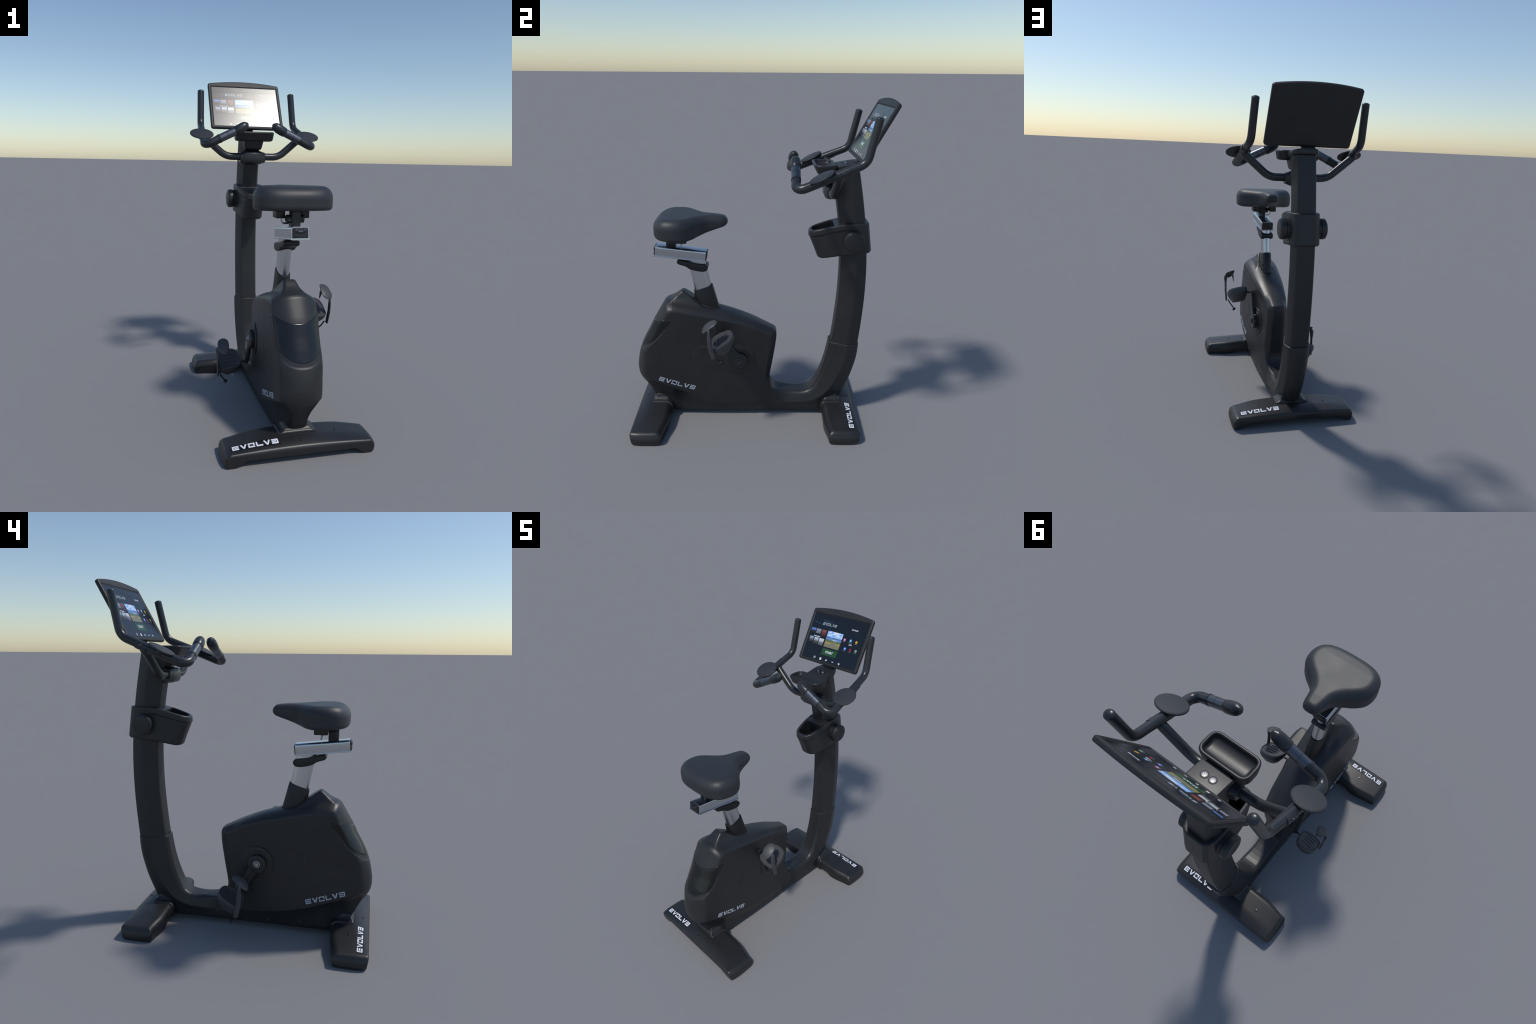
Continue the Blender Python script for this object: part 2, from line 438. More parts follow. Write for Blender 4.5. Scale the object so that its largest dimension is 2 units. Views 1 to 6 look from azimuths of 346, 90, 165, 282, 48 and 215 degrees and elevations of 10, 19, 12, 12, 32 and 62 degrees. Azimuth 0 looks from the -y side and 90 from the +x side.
def side_patch(outline, sgn, lift, name, mat, bevel=0.0008):
    """Thin cover that follows the flank of the shroud."""
    def put(a, b, d): return (sgn * (side_x(a, b) + d), a, b)
    c = np.mean(outline, 0); rings = []
    rings.append([put(*q, -0.003) for q in outline])
    rings.append([put(*q, lift - bevel) for q in outline])
    for k in (0.992, 0.8, 0.6, 0.4, 0.2, 0.03):
        rings.append([put(*(c + (np.array(q) - c) * k), lift) for q in outline])
    return add(name, loft(rings), mat, body, 30)

def pill(c0, r0, c1, r1, n=24):
    c0, c1 = np.array(c0), np.array(c1); d = c1 - c0; a0 = math.atan2(d[1], d[0])
    k = math.acos((r0 - r1) / np.linalg.norm(d)); out = []
    for q in np.linspace(a0 + k, a0 + 2 * math.pi - k, n): out.append(c0 + r0 * np.array((math.cos(q), math.sin(q))))
    for q in np.linspace(a0 - k, a0 + k, n): out.append(c1 + r1 * np.array((math.cos(q), math.sin(q))))
    return out

HUB = np.array((-.104, .426))
for sgn in (1, -1):
    side_patch(pill(HUB, .103, (-.312, .438), .085), sgn, 0.0016, "crank_cover", M_SHELL)
    c = (sgn * (side_x(*HUB) + .002), *HUB)
    add("bearing_ring", disc(c, (sgn, 0.12, 0), .096, .010, .003), M_SHELL, body)
    add("bearing_ring", disc((sgn * (side_x(*HUB) + .006), *HUB), (sgn, 0.06, 0), .072, .010, .003), M_BLACK, body)

# word marks on both flanks
for sgn in (1, -1):
    L, H = 0.232, 0.0285
    if sgn > 0: o, u = np.array((-.612, .284)), np.array((.222, -.0695))
    else: o, u = np.array((-.393, .205)), np.array((-.220, .0755))
    u = u / np.linalg.norm(u); v = np.array((-u[1], u[0])) * (1 if sgn > 0 else -1)
    def put(a, b, d, o=o, u=u, v=v, sgn=sgn):
        q = o + a * u + b * v; return (sgn * (side_x(*q) + d), q[0], q[1])
    add("wordmark", lettering(wordmark(L, H, 0.12, 0.20), put), M_LOGOGREY, body, smooth=False)

# ============================================================ base beam
beam = add("base_beam", box((0, -.065, .062), (.136, .98, .070), .012, 3), M_SHELL)

def bolt_mesh(r=0.0065, h=0.005):
    a = disc((0, 0, 0), (0, 0, 1), r, h, .0015, 20, up=(0, 1, 0))
    b = disc((0, 0, h / 2), (0, 0, 1), r * .5, .002, .0005, 6, up=(0, 1, 0))
    return joined(a, b)
BOLT = bolt_mesh(); BOLT.materials.append(M_DARKBOLT)
BOLT.shade_smooth(); BOLT.set_sharp_from_angle(angle=math.radians(40))
def put_bolt(loc, axis, parent, name="bolt", scale=1.0):
    ob = bpy.data.objects.new(name, BOLT); bpy.context.scene.collection.objects.link(ob); ob.parent = parent
    q = Vector(axis).to_track_quat("Z", "Y")
    ob.matrix_basis = Matrix.Translation(loc) @ q.to_matrix().to_4x4() @ Matrix.Scale(scale, 4)
    return ob
for sgn in (1, -1):
    for y, z in ((-.467, .072), (-.356, .069), (-.161, .059), (-.036, .047), (.030, .047), (.337, .060)):
        put_bolt((sgn * (side_x(y, z) + .001), y, z), (sgn, 0, 0), beam)

# ================================================================= feet
def foot_top(ax, v):
    """height of the crowned top of a foot"""
    return .106 - .026 * (ax / .36) ** 2 - .018 * (np.maximum(v - .02, 0) / .07) ** 2 * (1 - .8 * np.minimum(ax / .36, 1) ** 2)
def foot_field(x, y, z, s, cy, hx, grow=0.0):
    """s=+1: outer edge towards +y.  Crowned slab with arched underside and bulging, slanted ends."""
    ax = np.abs(x); v = (y - cy) * s
    top = z - foot_top(ax, v) - grow
    end = (ax - (hx + .010 - 9.0 * (z - .030) ** 2 - 2.2 * np.maximum(np.abs(v) - .03, 0) ** 2)) * .92 - grow
    outer = (v - (.092 + .18 * np.minimum(z, .06))) * .98 - grow
    inner = (-v - (.084 + .10 * np.minimum(z, .05) + .020 * (1 - sstep(ax, .22, .37)))) - grow
    f = rint(top, inner, .034); f = rint(f, outer, .011); f = rint(f, end, .009)
    skirt = sstep(v, -.055, .03)                 # the inner skirt reaches the floor further in
    arch = (.034 * (1 - sstep(ax, .15 + .12 * skirt, .215 + .13 * skirt))) - z - grow
    arch = np.maximum(arch, -z)
    return rint(f, arch, .006)

FEET = []
for s, cy, hx in ((-1, -.652, .388), (1, .536, .376)):
    me = surface(lambda x, y, z: foot_field(x, y, z, s, cy, hx), (-.42, cy - .13, -.01), (.42, cy + .13, .13), 0.0042)
    foot = add("foot", me, M_FOOT, angle=None); FEET.append(foot)
    def saddle(x, y, z):
        v = (y - cy) * s; ax = np.abs(x)
        pad = foot_field(x, y, z, s, cy, hx, 0.008)
        pad = rint(rint(pad, ax - .105 + .30 * np.maximum(z - .09, 0), .004), np.maximum(v - .010, -v - .130), .004)
        col = np.maximum(np.maximum(ax - .060, v + .012), z - .145)
        col = rint(col, -v - .085, .012)
        return np.maximum(smin(pad, col, .045), .025 - z)
    add("mounting_saddle", surface(saddle, (-.13, cy - .14, .01), (.13, cy + .14, .17), 0.004), M_FOOT, foot, angle=None)
    for bx, bv in ((.208, -.008), (-.208, -.008), (0, .066)):
        z = float(foot_top(abs(bx), bv))
        put_bolt((bx, cy + s * bv, z + .0005), (0, 0, 1), foot)
    L, H = .232, .030
    def put(a, b, d, s=s, cy=cy):
        x = (-.349 + a) if s < 0 else (.328 - a)
        v = .069 - b
        z = float(foot_top(abs(x), v))
        return (x, cy + s * v, z + d)
    nseg = 12; st = []
    for i in range(nseg):
        a0, a1 = -.008 + (L + .016) * i / nseg, -.008 + (L + .016) * (i + 1) / nseg
        st.append([(a0, -.006), (a1, -.006), (a1, H + .006), (a0, H + .006)])
    add("sticker", lettering(st, put, 0.0008), M_STICKER, foot, smooth=False)
    add("wordmark", lettering(wordmark(L, H), put, 0.0018), M_WHITE, foot, smooth=False)

# ========================================================= upright post
POST_Z = [.40, .52, .70, .90, 1.08, 1.29, 1.435, 1.56, 1.625]
POST_R = [.463, .476, .499, .509, .507, .495, .468, .440, .425]
POST_F = [.633, .645, .660, .670, .666, .643, .626, .602, .588]
rings = []
for z in np.linspace(.40, 1.625, 40):
    # smooth interpolation of the rear and front edge lines
    r = np.polyval(np.polyfit(POST_Z, POST_R, 4), z); fr = np.polyval(np.polyfit(POST_Z, POST_F, 4), z)
    m = r + .58 * (fr - r)
    hexa = [(.048, r), (.0755, m), (.053, fr), (-.053, fr), (-.0755, m), (-.048, r)]
    rings.append([(a, b, z) for a, b in round_poly(hexa, .010, 3)])
post = add("upright_post", loft(rings), M_POST, angle=25)

# ========================================================== bottle holder
CUP = mirror_outline([(0, .321), (.033, .325), (.056, .344), (.068, .376), (.076, .42), (.086, .50), (.090, .555), (.090, .610), (.066, .664), (0, .667)])
CUP_SDF = Poly(chaikin(CUP, 1), .002, .06)
def cup(x, y, z):
    front = 1 - sstep(y, .34, .56)
    yy = y - .42 * np.maximum(1.205 - z, 0) * front - .135 * (1.30 - z) * sstep(y, .48, .60)
    top = z - np.interp(y, [.30, .44, .52, .70], [1.243, 1.284, 1.302, 1.306])
    lip = .007 * sstep(top, -.040, -.032) * (1 - sstep(y, .47, .56))
    p = CUP_SDF(x, yy) - lip
    bot = np.interp(y, [.30, .40, .50, .69], [1.070, 1.082, 1.104, 1.122]) - z
    f = rint(rint(p, top, .008), bot, .014)
    hole = np.maximum(np.maximum(CUP_SDF(x, yy) + .013, y - .462), 1.105 - z)
    return smax(f, -hole, .006)
holder = add("bottle_holder", surface(cup, (-.115, .29, 1.05), (.115, .71, 1.33), 0.0038), M_SHELL, angle=None)
for sgn in (1, -1):
    add("knob", joined(disc((sgn * .092, .572, 1.206), (sgn, 0, 0), .057, .030, .003, 64),
                       disc((sgn * .117, .572, 1.206), (sgn, 0, 0), .061, .036, .008, 64),
                       disc((sgn * .1355, .572, 1.206), (sgn, 0, 0), .051, .006, .002, 64)), M_SHELL, holder)

# ============================================================ handlebars
def handle(sgn):
    X = lambda p: (sgn * p[0], p[1], p[2])
    parts = []
    # stem tube, from the clamp out and up to the long bar
    stem = fillet([X(q) for q in ((0, .438, 1.489), (.178, .432, 1.489), (.322, .440, 1.611), (.334, .449, 1.628))], (.12, .02), 14)
    parts.append(tube(resample(stem, .008)[0], .0232, 28, (False, True)))
    # long bar: upright horn, elbow, run back to the rear bend, then inwards
    long = fillet([X(q) for q in ((.312, .629, 1.913), (.320, .580, 1.690), (.346, .213, 1.545), (.245, .220, 1.597))], (.075, .062), 16)
    P, s = resample(long, .006)
    R = np.interp(s, [0, .30, .42, 1], [.0218, .0222, .0250, .0250])
    parts.append(tube(P, R, 28, (True, False)))
    return parts
def make_handle(sgn, parent):
    X = lambda p: (sgn * p[0], p[1], p[2])
    me = joined(*handle(sgn))
    add("handle_tube", me, M_BAR, parent)
    a, b = np.array((.258, .2185, 1.5905)), np.array((.088, .224, 1.671))
    d = (b - a) / np.linalg.norm(b - a); at = lambda t: X(a + d * t)
    add("grip_collar", tube([at(-.004), at(.008)], .0268, 28, (False, False)), M_BAR, parent)
    add("pulse_sensor", tube([at(.008), at(.055)], .0252, 32, (False, False)), M_SENSOR, parent)
    add("pulse_sensor", tube([at(.057), at(.108)], .0252, 32, (False, False)), M_SENSOR, parent)
    add("sensor_seam", tube([at(.0545), at(.0575)], .0245, 32, (False, False)), M_BLACK, parent)
    # blunt rubber grip end, cut slanting
    tip = [at(t) for t in (.108, .113, .135, .160, .176, .188, .194)]
    off = [np.array(t) + np.array((0, -.0, z)) for t, z in zip(tip, (0, 0, .001, .003, .006, .009, .011))]
    add("grip_end", tube(off, [.0252, .0285, .0302, .0300, .0272, .0215, .012], 28, (False, True)), M_BAR, parent)
    # oval elbow pad on its bracket
    n = np.array((0, -.447, .894)); c = np.array((sgn * .346, .346, 1.624))
    pad = joined(disc(c, n, .074, .010, .004, 56, 0.96, up=(0, 1, 0)), disc(c + n * .0045, n, .069, .004, .0012, 56, 0.96, up=(0, 1, 0)))
    add("elbow_pad", pad, M_PAD, parent)
    add("pad_bracket", tube([c - n * .004, c - n * .03], .022, 20, (False, False)), M_BLACK, parent)
    jc = np.array((sgn * .331, .458, 1.640))
    jd = np.array((sgn * -.021, .314, .13)); jd /= np.linalg.norm(jd)
    add("joint_collar", tube([jc - jd * .035, jc + jd * .03], .0243, 28, (False, False)), M_BAR, parent)
    put_bolt(jc + np.array((sgn * .0235, 0, .004)), (sgn, 0, .1), parent, "bolt", 1.2)

clamp_rings = []
for x, r in ((-.084, .030), (-.080, .034), (-.068, .036), (-.058, .040), (-.050, .043), (.050, .043), (.058, .040), (.068, .036), (.080, .034), (.084, .030)):
    clamp_rings.append([(x, .438 + r * math.copysign(abs(math.cos(q)) ** .62, math.cos(q)), 1.484 + r * math.copysign(abs(math.sin(q)) ** .62, math.sin(q))) for q in np.linspace(0, 2 * math.pi, 40, endpoint=False)])
clamp = add("handlebar_clamp", joined(loft(clamp_rings), box((0, .452, 1.485), (.10, .06, .092), .01)), M_BAR)
for sgn in (1, -1):
    make_handle(sgn, clamp)

# ==================================================== console shelf, tray
def rrect(hx, hy, cx=0, cy=0, r=.02, seg=6):
    return round_poly([(cx - hx, cy - hy), (cx + hx, cy - hy), (cx + hx, cy + hy), (cx - hx, cy + hy)], r, seg)
plate = round_poly([(-.080, .462), (.080, .462), (.080, .560), (.058, .606), (-.058, .606), (-.080, .560)], .008, 4)
shelf = add("console_shelf", prism(plate, 1.606, 1.635, lambda a, b, d: (a, b, d + .17 * (b - .462)), .006, 4), M_SHELL)
neck = []
for z, hx, y0, y1 in ((1.535, .052, .400, .48), (1.545, .056, .388, .48), (1.575, .062, .380, .48), (1.60, .066, .372, .48), (1.615, .068, .370, .48)):
    neck.append([(a, b, z) for a, b in rrect(hx, (y1 - y0) / 2, 0, (y0 + y1) / 2, .02)])
add("console_neck", loft(neck), M_SHELL, shelf)
TRAY_SDF = Poly(rrect(.127, .063, 0, .391, .048, 10), .002, .05)
def tray(x, y, z):
    low = np.maximum(1.636 - z, 0)
    p = TRAY_SDF(x, y - .40 * low * (1 - sstep(y, .34, .43))) + .10 * low
    f = rint(rint(p, z - 1.646, .008), 1.588 - z, .014)
    floor = 1.619 + .012 * ((y - .391) / .05) ** 2
    hole = smax(TRAY_SDF(x, y) + .015 + .30 * np.maximum(1.646 - z, 0), floor - z, .012)
    return smax(f, -hole, .006)
add("tray", surface(tray, (-.14, .315, 1.575), (.14, .467, 1.66), 0.003), M_SHELL, shelf, angle=None)
for sgn in (1, -1):
    add("button", joined(disc((sgn * .0205, .514, 1.6440), (0, -.17, 1), .0185, .004, .0015, 32, up=(0, 1, 0)),
                         disc((sgn * .0205, .514, 1.6440), (0, -.17, 1), .0165, .004, .001, 32, up=(0, 1, 0))), M_BLACK, shelf)
    add("button_cap", disc((sgn * .0205, .514, 1.6455), (0, -.17, 1), .0150, .004, .0015, 32, up=(0, 1, 0)), M_DARKBOLT, shelf)
    st = [[(-.007, -.0018), (.007, -.0018), (.007, .0018), (-.007, .0018)]]
    if sgn > 0: st.append([(-.0018, -.007), (.0018, -.007), (.0018, .007), (-.0018, .007)])
    add("button_mark", lettering(st, lambda a, b, d, s=sgn: (s * .0205 + a, .514 + b, 1.6475 + .17 * b + d), .0006), M_TEXTGREY, shelf, smooth=False)

# ================================================================ screen
SV = np.array((0, .170, .308)); SV /= np.linalg.norm(SV); SN = np.array((0, -SV[2], SV[1])); SO = np.array((0, .5615, 1.6778))
SCREEN_M = Matrix(((1, 0, 0, 0), (0, SV[1], SN[1], SO[1]), (0, SV[2], SN[2], SO[2]), (0, 0, 0, 1)))

def screen_ring(inset, w, arch=.019, r=.016):
    hx, v0, v1 = .2505 - inset, inset, .353 - inset; r = max(r - inset * .4, .004); n = 18
    pts = []
    def arc(cx, cy, a0, a1):
        for q in np.linspace(a0, a1, 7): pts.append((cx + r * math.cos(q), cy + r * math.sin(q)))
    arc(-hx + r, v0 + r, math.pi, 1.5 * math.pi); arc(hx - r, v0 + r, 1.5 * math.pi, 2 * math.pi)
    arc(hx - r, v1 - r, 0, .5 * math.pi)
    for t in np.linspace(1, -1, n)[1:-1]: pts.append((t * (hx - r), v1 + arch * (1 - t * t)))
    arc(-hx + r, v1 - r, .5 * math.pi, math.pi)
    return [(a, b, w) for a, b in pts]
def glass_ring(inset, w, n_like):
    """inner opening (straight top edge) sampled to match the outer ring"""
    hx, v0, v1 = .2285 - inset, .0185 + inset, .3235 - inset; r = .004; n = 18; pts = []
    def arc(cx, cy, a0, a1):
        for q in np.linspace(a0, a1, 7): pts.append((cx + r * math.cos(q), cy + r * math.sin(q)))
    arc(-hx + r, v0 + r, math.pi, 1.5 * math.pi); arc(hx - r, v0 + r, 1.5 * math.pi, 2 * math.pi)
    arc(hx - r, v1 - r, 0, .5 * math.pi)
    for t in np.linspace(1, -1, n)[1:-1]: pts.append((t * (hx - r), v1))
    arc(-hx + r, v1 - r, .5 * math.pi, math.pi)
    return [(a, b, w) for a, b in pts]
g0 = glass_ring(-.007, 0, None)
rings = [screen_ring(.020, -.0250, .012), screen_ring(.006, -.0240), screen_ring(.0015, -.0220), screen_ring(0, -.0180), screen_ring(0, -.007), screen_ring(.0015, -.003),
         screen_ring(.005, -.0006), screen_ring(.009, 0), [(a, b, -.0006) for a, b, _ in g0], glass_ring(-.005, -.0024, None), glass_ring(-.004, -.0022, None), glass_ring(-.001, -.0042, None), glass_ring(0, -.0052, None)]
def add_screen(name, me, mat, parent, **k):
    ob = add(name, me, mat, parent, **k)
    return ob
screen = add("console_screen", loft(rings, cap=True), M_BLACK, angle=28)
screen.matrix_basis = SCREEN_M
screen.data.materials.clear(); screen.data.materials.append(plastic("screen_case", (0.0175, 0.018, 0.0195), 0.55))
def on_screen(name, strokes, mat, w=-.0040, smooth=False):
    return add(name, lettering(strokes, lambda a, b, d: (a, b, w + d), 0.0, .0015), mat, screen, smooth=smooth)
def quad(x0, v0, x1, v1): return [(x0, v0), (x1, v0), (x1, v1), (x0, v1)]
on_screen("display_glass", [quad(-.2275, .0195, .2275, .3225)], M_GLASS, -.0042)
# fine frames
def frame(x0, v0, x1, v1, t=.0009): return [quad(x0, v0, x1, v0 + t), quad(x0, v1 - t, x1, v1), quad(x0, v0 + t, x0 + t, v1 - t), quad(x1 - t, v0 + t, x1, v1 - t)]
lines = frame(-.218, .238, .062, .289) + frame(.069, .239, .203, .289) + frame(.070, .117, .204, .226) + frame(-.218, .117, -.083, .226)
on_screen("menu_frame", lines, M_LINE, -.0038)
# banner streaks
st = [[(-.215, .262), (-.12, .247), (-.05, .245), (-.12, .252), (-.215, .270)], [(-.15, .287), (-.10, .270), (-.07, .268), (-.13, .287)], [(-.12, .287), (-.065, .272), (-.045, .271), (-.10, .287)]]
on_screen("banner_streak", st, display("streak_blue", (0.018, 0.045, 0.075)), -.0039)
on_screen("wordmark", [[(-.138 + a, .2535 + b) for a, b in q] for q in wordmark(.117, .0165, .25)], M_TEXTGREY, -.0036)
# landscape picture
def landscape():
    m, n, l, b = principled("landscape_picture")
    tc = n.new("ShaderNodeTexCoord"); sp = n.new("ShaderNodeSeparateXYZ"); l.new(tc.outputs["Object"], sp.inputs[0])
    def math_(op, a, bb, c=None):
        q = n.new("ShaderNodeMath"); q.operation = op
        for i, v in enumerate((a, bb, c)):
            if v is None: continue
            if isinstance(v, (int, float)): q.inputs[i].default_value = v
            else: l.new(v, q.inputs[i])
        return q.outputs[0]
    nz = n.new("ShaderNodeTexNoise"); nz.inputs["Scale"].default_value = 45; nz.inputs["Detail"].default_value = 5
    mp = n.new("ShaderNodeMapping"); mp.inputs["Scale"].default_value = (.8, 2.2, 1); l.new(tc.outputs["Object"], mp.inputs[0]); l.new(mp.outputs[0], nz.inputs["Vector"])
    v = math_("MULTIPLY_ADD", sp.outputs["Y"], 1 / .108, -.116 / .108)     # 0 bottom .. 1 top
    v2 = math_("MULTIPLY_ADD", nz.outputs["Fac"], .10, math_("ADD", v, -.05))
    r = n.new("ShaderNodeValToRGB"); cr = r.color_ramp; cr.interpolation = "LINEAR"
    stops = [(0, (.19, .20, .10)), (.20, (.24, .22, .09)), (.27, (.42, .31, .13)), (.36, (.12, .17, .05)), (.46, (.10, .14, .06)), (.49, (.12, .26, .58)), (.56, (.17, .30, .62)),
             (.58, (.08, .14, .26)), (.63, (.10, .18, .34)), (.66, (.30, .52, .90)), (1, (.16, .42, .90))]
    while len(cr.elements) < len(stops): cr.elements.new(0.5)
    for e, (p, c) in zip(cr.elements, stops): e.position = p; e.color = (*c, 1)
    l.new(v2, r.inputs["Fac"])
    # clouds above the hills
    cl = n.new("ShaderNodeMapRange"); cl.inputs["From Min"].default_value = .46; cl.inputs["From Max"].default_value = .60; l.new(nz.outputs["Fac"], cl.inputs["Value"])
    hi = n.new("ShaderNodeMapRange"); hi.inputs["From Min"].default_value = .66; hi.inputs["From Max"].default_value = .76; l.new(v, hi.inputs["Value"])
    mx = n.new("ShaderNodeMix"); mx.data_type = "RGBA"; mx.inputs["B"].default_value = (.80, .84, .90, 1)
    l.new(math_("MULTIPLY", cl.outputs[0], hi.outputs[0]), mx.inputs["Factor"]); l.new(r.outputs[0], mx.inputs["A"])
    # dirt road narrowing to the horizon
    cx = math_("MULTIPLY_ADD", v, .050, -.012); off = math_("ABSOLUTE", math_("SUBTRACT", sp.outputs["X"], cx), 0.0)
    wd = math_("MULTIPLY_ADD", v, -.115, .052)
    rd = n.new("ShaderNodeMapRange"); rd.inputs["From Min"].default_value = -.003; rd.inputs["From Max"].default_value = .003
    l.new(math_("SUBTRACT", wd, off), rd.inputs["Value"])
    below = math_("LESS_THAN", v, .45)
    m2 = n.new("ShaderNodeMix"); m2.data_type = "RGBA"; m2.inputs["B"].default_value = (.21, .20, .13, 1)
    l.new(math_("MULTIPLY", rd.outputs[0], below), m2.inputs["Factor"]); l.new(mx.outputs["Result"], m2.inputs["A"])
    l.new(m2.outputs["Result"], b.inputs["Base Color"]); b.inputs["Roughness"].default_value = SCREEN_ROUGH
    return m
on_screen("picture", [quad(-.0725, .116, .0565, .224)], landscape(), -.0038)
tiles = [(-.220, .193, -.179, .221, (.03, .025, .02), (.10, .22, .55)), (-.173, .190, -.133, .221, (.16, .17, .20), (.25, .28, .34)), (-.123, .182, -.086, .222, (.10, .022, .016), (.24, .07, .05)),
         (-.211, .128, -.178, .164, (.06, .045, .04), (.28, .34, .42)), (-.169, .122, -.132, .163, (.07, .06, .055), (.46, .52, .58)), (-.125, .118, -.085, .163, (.12, .12, .13), (.60, .62, .65))]
for i, (x0, v0, x1, v1, lo, hi) in enumerate(tiles):
    on_screen("picture_tile", [quad(x0, v0, x1, v1)], gradient_display("tile_picture", lo, hi, v0, v1), -.0038)
on_screen("start_button", [quad(-.0725, .0615, .0570, .1065)], display("button_green", (0.016, 0.072, 0.020)), -.0038)
icon_cols = [((.079, .192), (.55, .13, .32)), ((.128, .195), (.07, .33, .60)), ((.175, .194), (.62, .38, .03)), ((.104, .138), (.05, .20, .75)), ((.147, .138), (.50, .012, .02)), ((.192, .140), (.30, .40, .14))]
for i, ((a, b), c) in enumerate(icon_cols):
    h = .0088; wd = h if i != 4 else .0055
    sh = [[(a + wd * math.cos(q) * 1.25, b + h * math.sin(q) * 1.25) for q in np.linspace(0, 2 * math.pi, 4, endpoint=False)]] if i == 2 else \
         [[(a + wd * math.cos(q), b + h * math.sin(q)) for q in np.linspace(0, 2 * math.pi, 20, endpoint=False)]] if i == 5 else [[tuple(q) for q in rrect(wd, h, a, b, .004, 3)]]
    on_screen("app_icon", sh, display("icon_colour", c), -.0038)
    on_screen("icon_caption", [quad(a - .009 - (.006 if i == 1 else 0), b - .0145, a + .009 + (.006 if i == 1 else 0), b - .0132)], M_TEXTGREY, -.0038)
    if i in (0, 1, 3, 5):
        on_screen("icon_mark", [[(a + .004 * math.cos(q), b + .004 * math.sin(q)) for q in np.linspace(0, 2 * math.pi, 14, endpoint=False)]], M_TEXT if i != 5 else display("icon_mark_blue", (.1, .3, .8)), -.0036)
# control symbols
y = .033
ring = [[(-.115 + .0075 * math.cos(q), y + .0075 * math.sin(q)), (-.115 + .0075 * math.cos(q + .33), y + .0075 * math.sin(q + .33)), (-.115 + .0053 * math.cos(q + .33), y + .0053 * math.sin(q + .33)), (-.115 + .0053 * math.cos(q), y + .0053 * math.sin(q))] for q in np.linspace(math.pi / 2 + .3, math.pi / 2 + 2 * math.pi - .6, 17)]
sym = ring + [quad(-.116, y, -.114, y + .008), quad(-.0695, y - .0075, -.0545, y + .0075), [(-.016, y - .0075), (-.003, y), (-.016, y + .0075)], quad(.0365, y - .002, .0515, y + .002),
       quad(.0905, y - .002, .1055, y + .002), quad(.096, y + .002, .100, y + .0075), quad(.096, y - .0075, .100, y - .002)]
on_screen("control_symbol", sym, M_TEXT, -.0036)
def words(txt, u, v, size, mat, w=-.0036):
    cu = bpy.data.curves.new("words", "FONT"); cu.body = txt; cu.size = size; cu.align_x = "CENTER"; cu.align_y = "CENTER"; cu.extrude = .0004; cu.offset = size * .02
    ob = bpy.data.objects.new("words_source", cu); bpy.context.scene.collection.objects.link(ob)
    dg = bpy.context.evaluated_depsgraph_get(); me = bpy.data.meshes.new_from_object(ob.evaluated_get(dg))
    bpy.data.objects.remove(ob); me.transform(Matrix.Translation((u, v, w))); me.materials.clear()
    return add("lettering", me, mat, screen, smooth=False)
words("START", -.008, .084, .022, M_TEXT)
words("SETTINGS", .135, .264, .0115, M_TEXT)
words("PROGRAMS", -.152, .170, .0105, M_TEXT, -.0034)
words("VIRTUAL", .003, .168, .009, M_TEXT)
words("APPS", .135, .168, .0115, M_TEXT)
# bracket between shelf and screen
add("screen_bracket", box((0, .594, 1.656), (.080, .018, .028), .004, 3, Matrix.Rotation(-.5, 3, "X")), M_BLACK, shelf)

# ================================================================ saddle
SEAT_PLAN = mirror_outline([(0, -.594), (.08, -.592), (.143, -.577), (.186, -.543), (.203, -.497), (.205, -.45), (.192, -.403), (.150, -.358), (.101, -.321),
                            (.068, -.286), (.055, -.240), (.050, -.200), (.040, -.175), (.022, -.165), (0, -.164)])
SEAT_SDF = Poly(chaikin(SEAT_PLAN, 2), .003, .06)
def seat(x, y, z):
    top = z - np.interp(y, [-.62, -.5, -.36, -.25, -.17], [1.335, 1.342, 1.341, 1.338, 1.330]) - 0 * x
    p = SEAT_SDF(x, y)
    r = np.interp(y, [-.6, -.36, -.24], [.056, .052, .034])
    bot = (np.interp(y, [-.61, -.40, -.36, -.31, -.17], [1.226, 1.216, 1.219, 1.232, 1.275]) - z) * .95
    f = rint(p, top, r)
    return rint(f, bot, .020)
saddle = add("saddle", surface(seat, (-.235, -.63, 1.19), (.235, -.15, 1.37), 0.0045), M_SEAT, angle=None)
for sgn in (1, -1):
    add("saddle_mount", box((sgn * .064, -.442, 1.198), (.046, .075, .038), .004), M_BLACK, saddle)
    hook = fillet([(sgn * .050, -.442, 1.20), (sgn * .050, -.442, 1.150), (sgn * .012, -.442, 1.150)], (.016,), 8)
    add("clip_wire", tube(resample(hook, .004)[0], .0045, 12), M_CHROME, saddle)
add("saddle_clamp", joined(box((0, -.507, 1.178), (.046, .056, .090), .005), disc((0, -.507, 1.180), (1, 0, 0), .021, .092, .004, 32), disc((0, -.507, 1.180), (1, 0, 0), .010, .100, .002, 6)), M_BLACK, saddle)

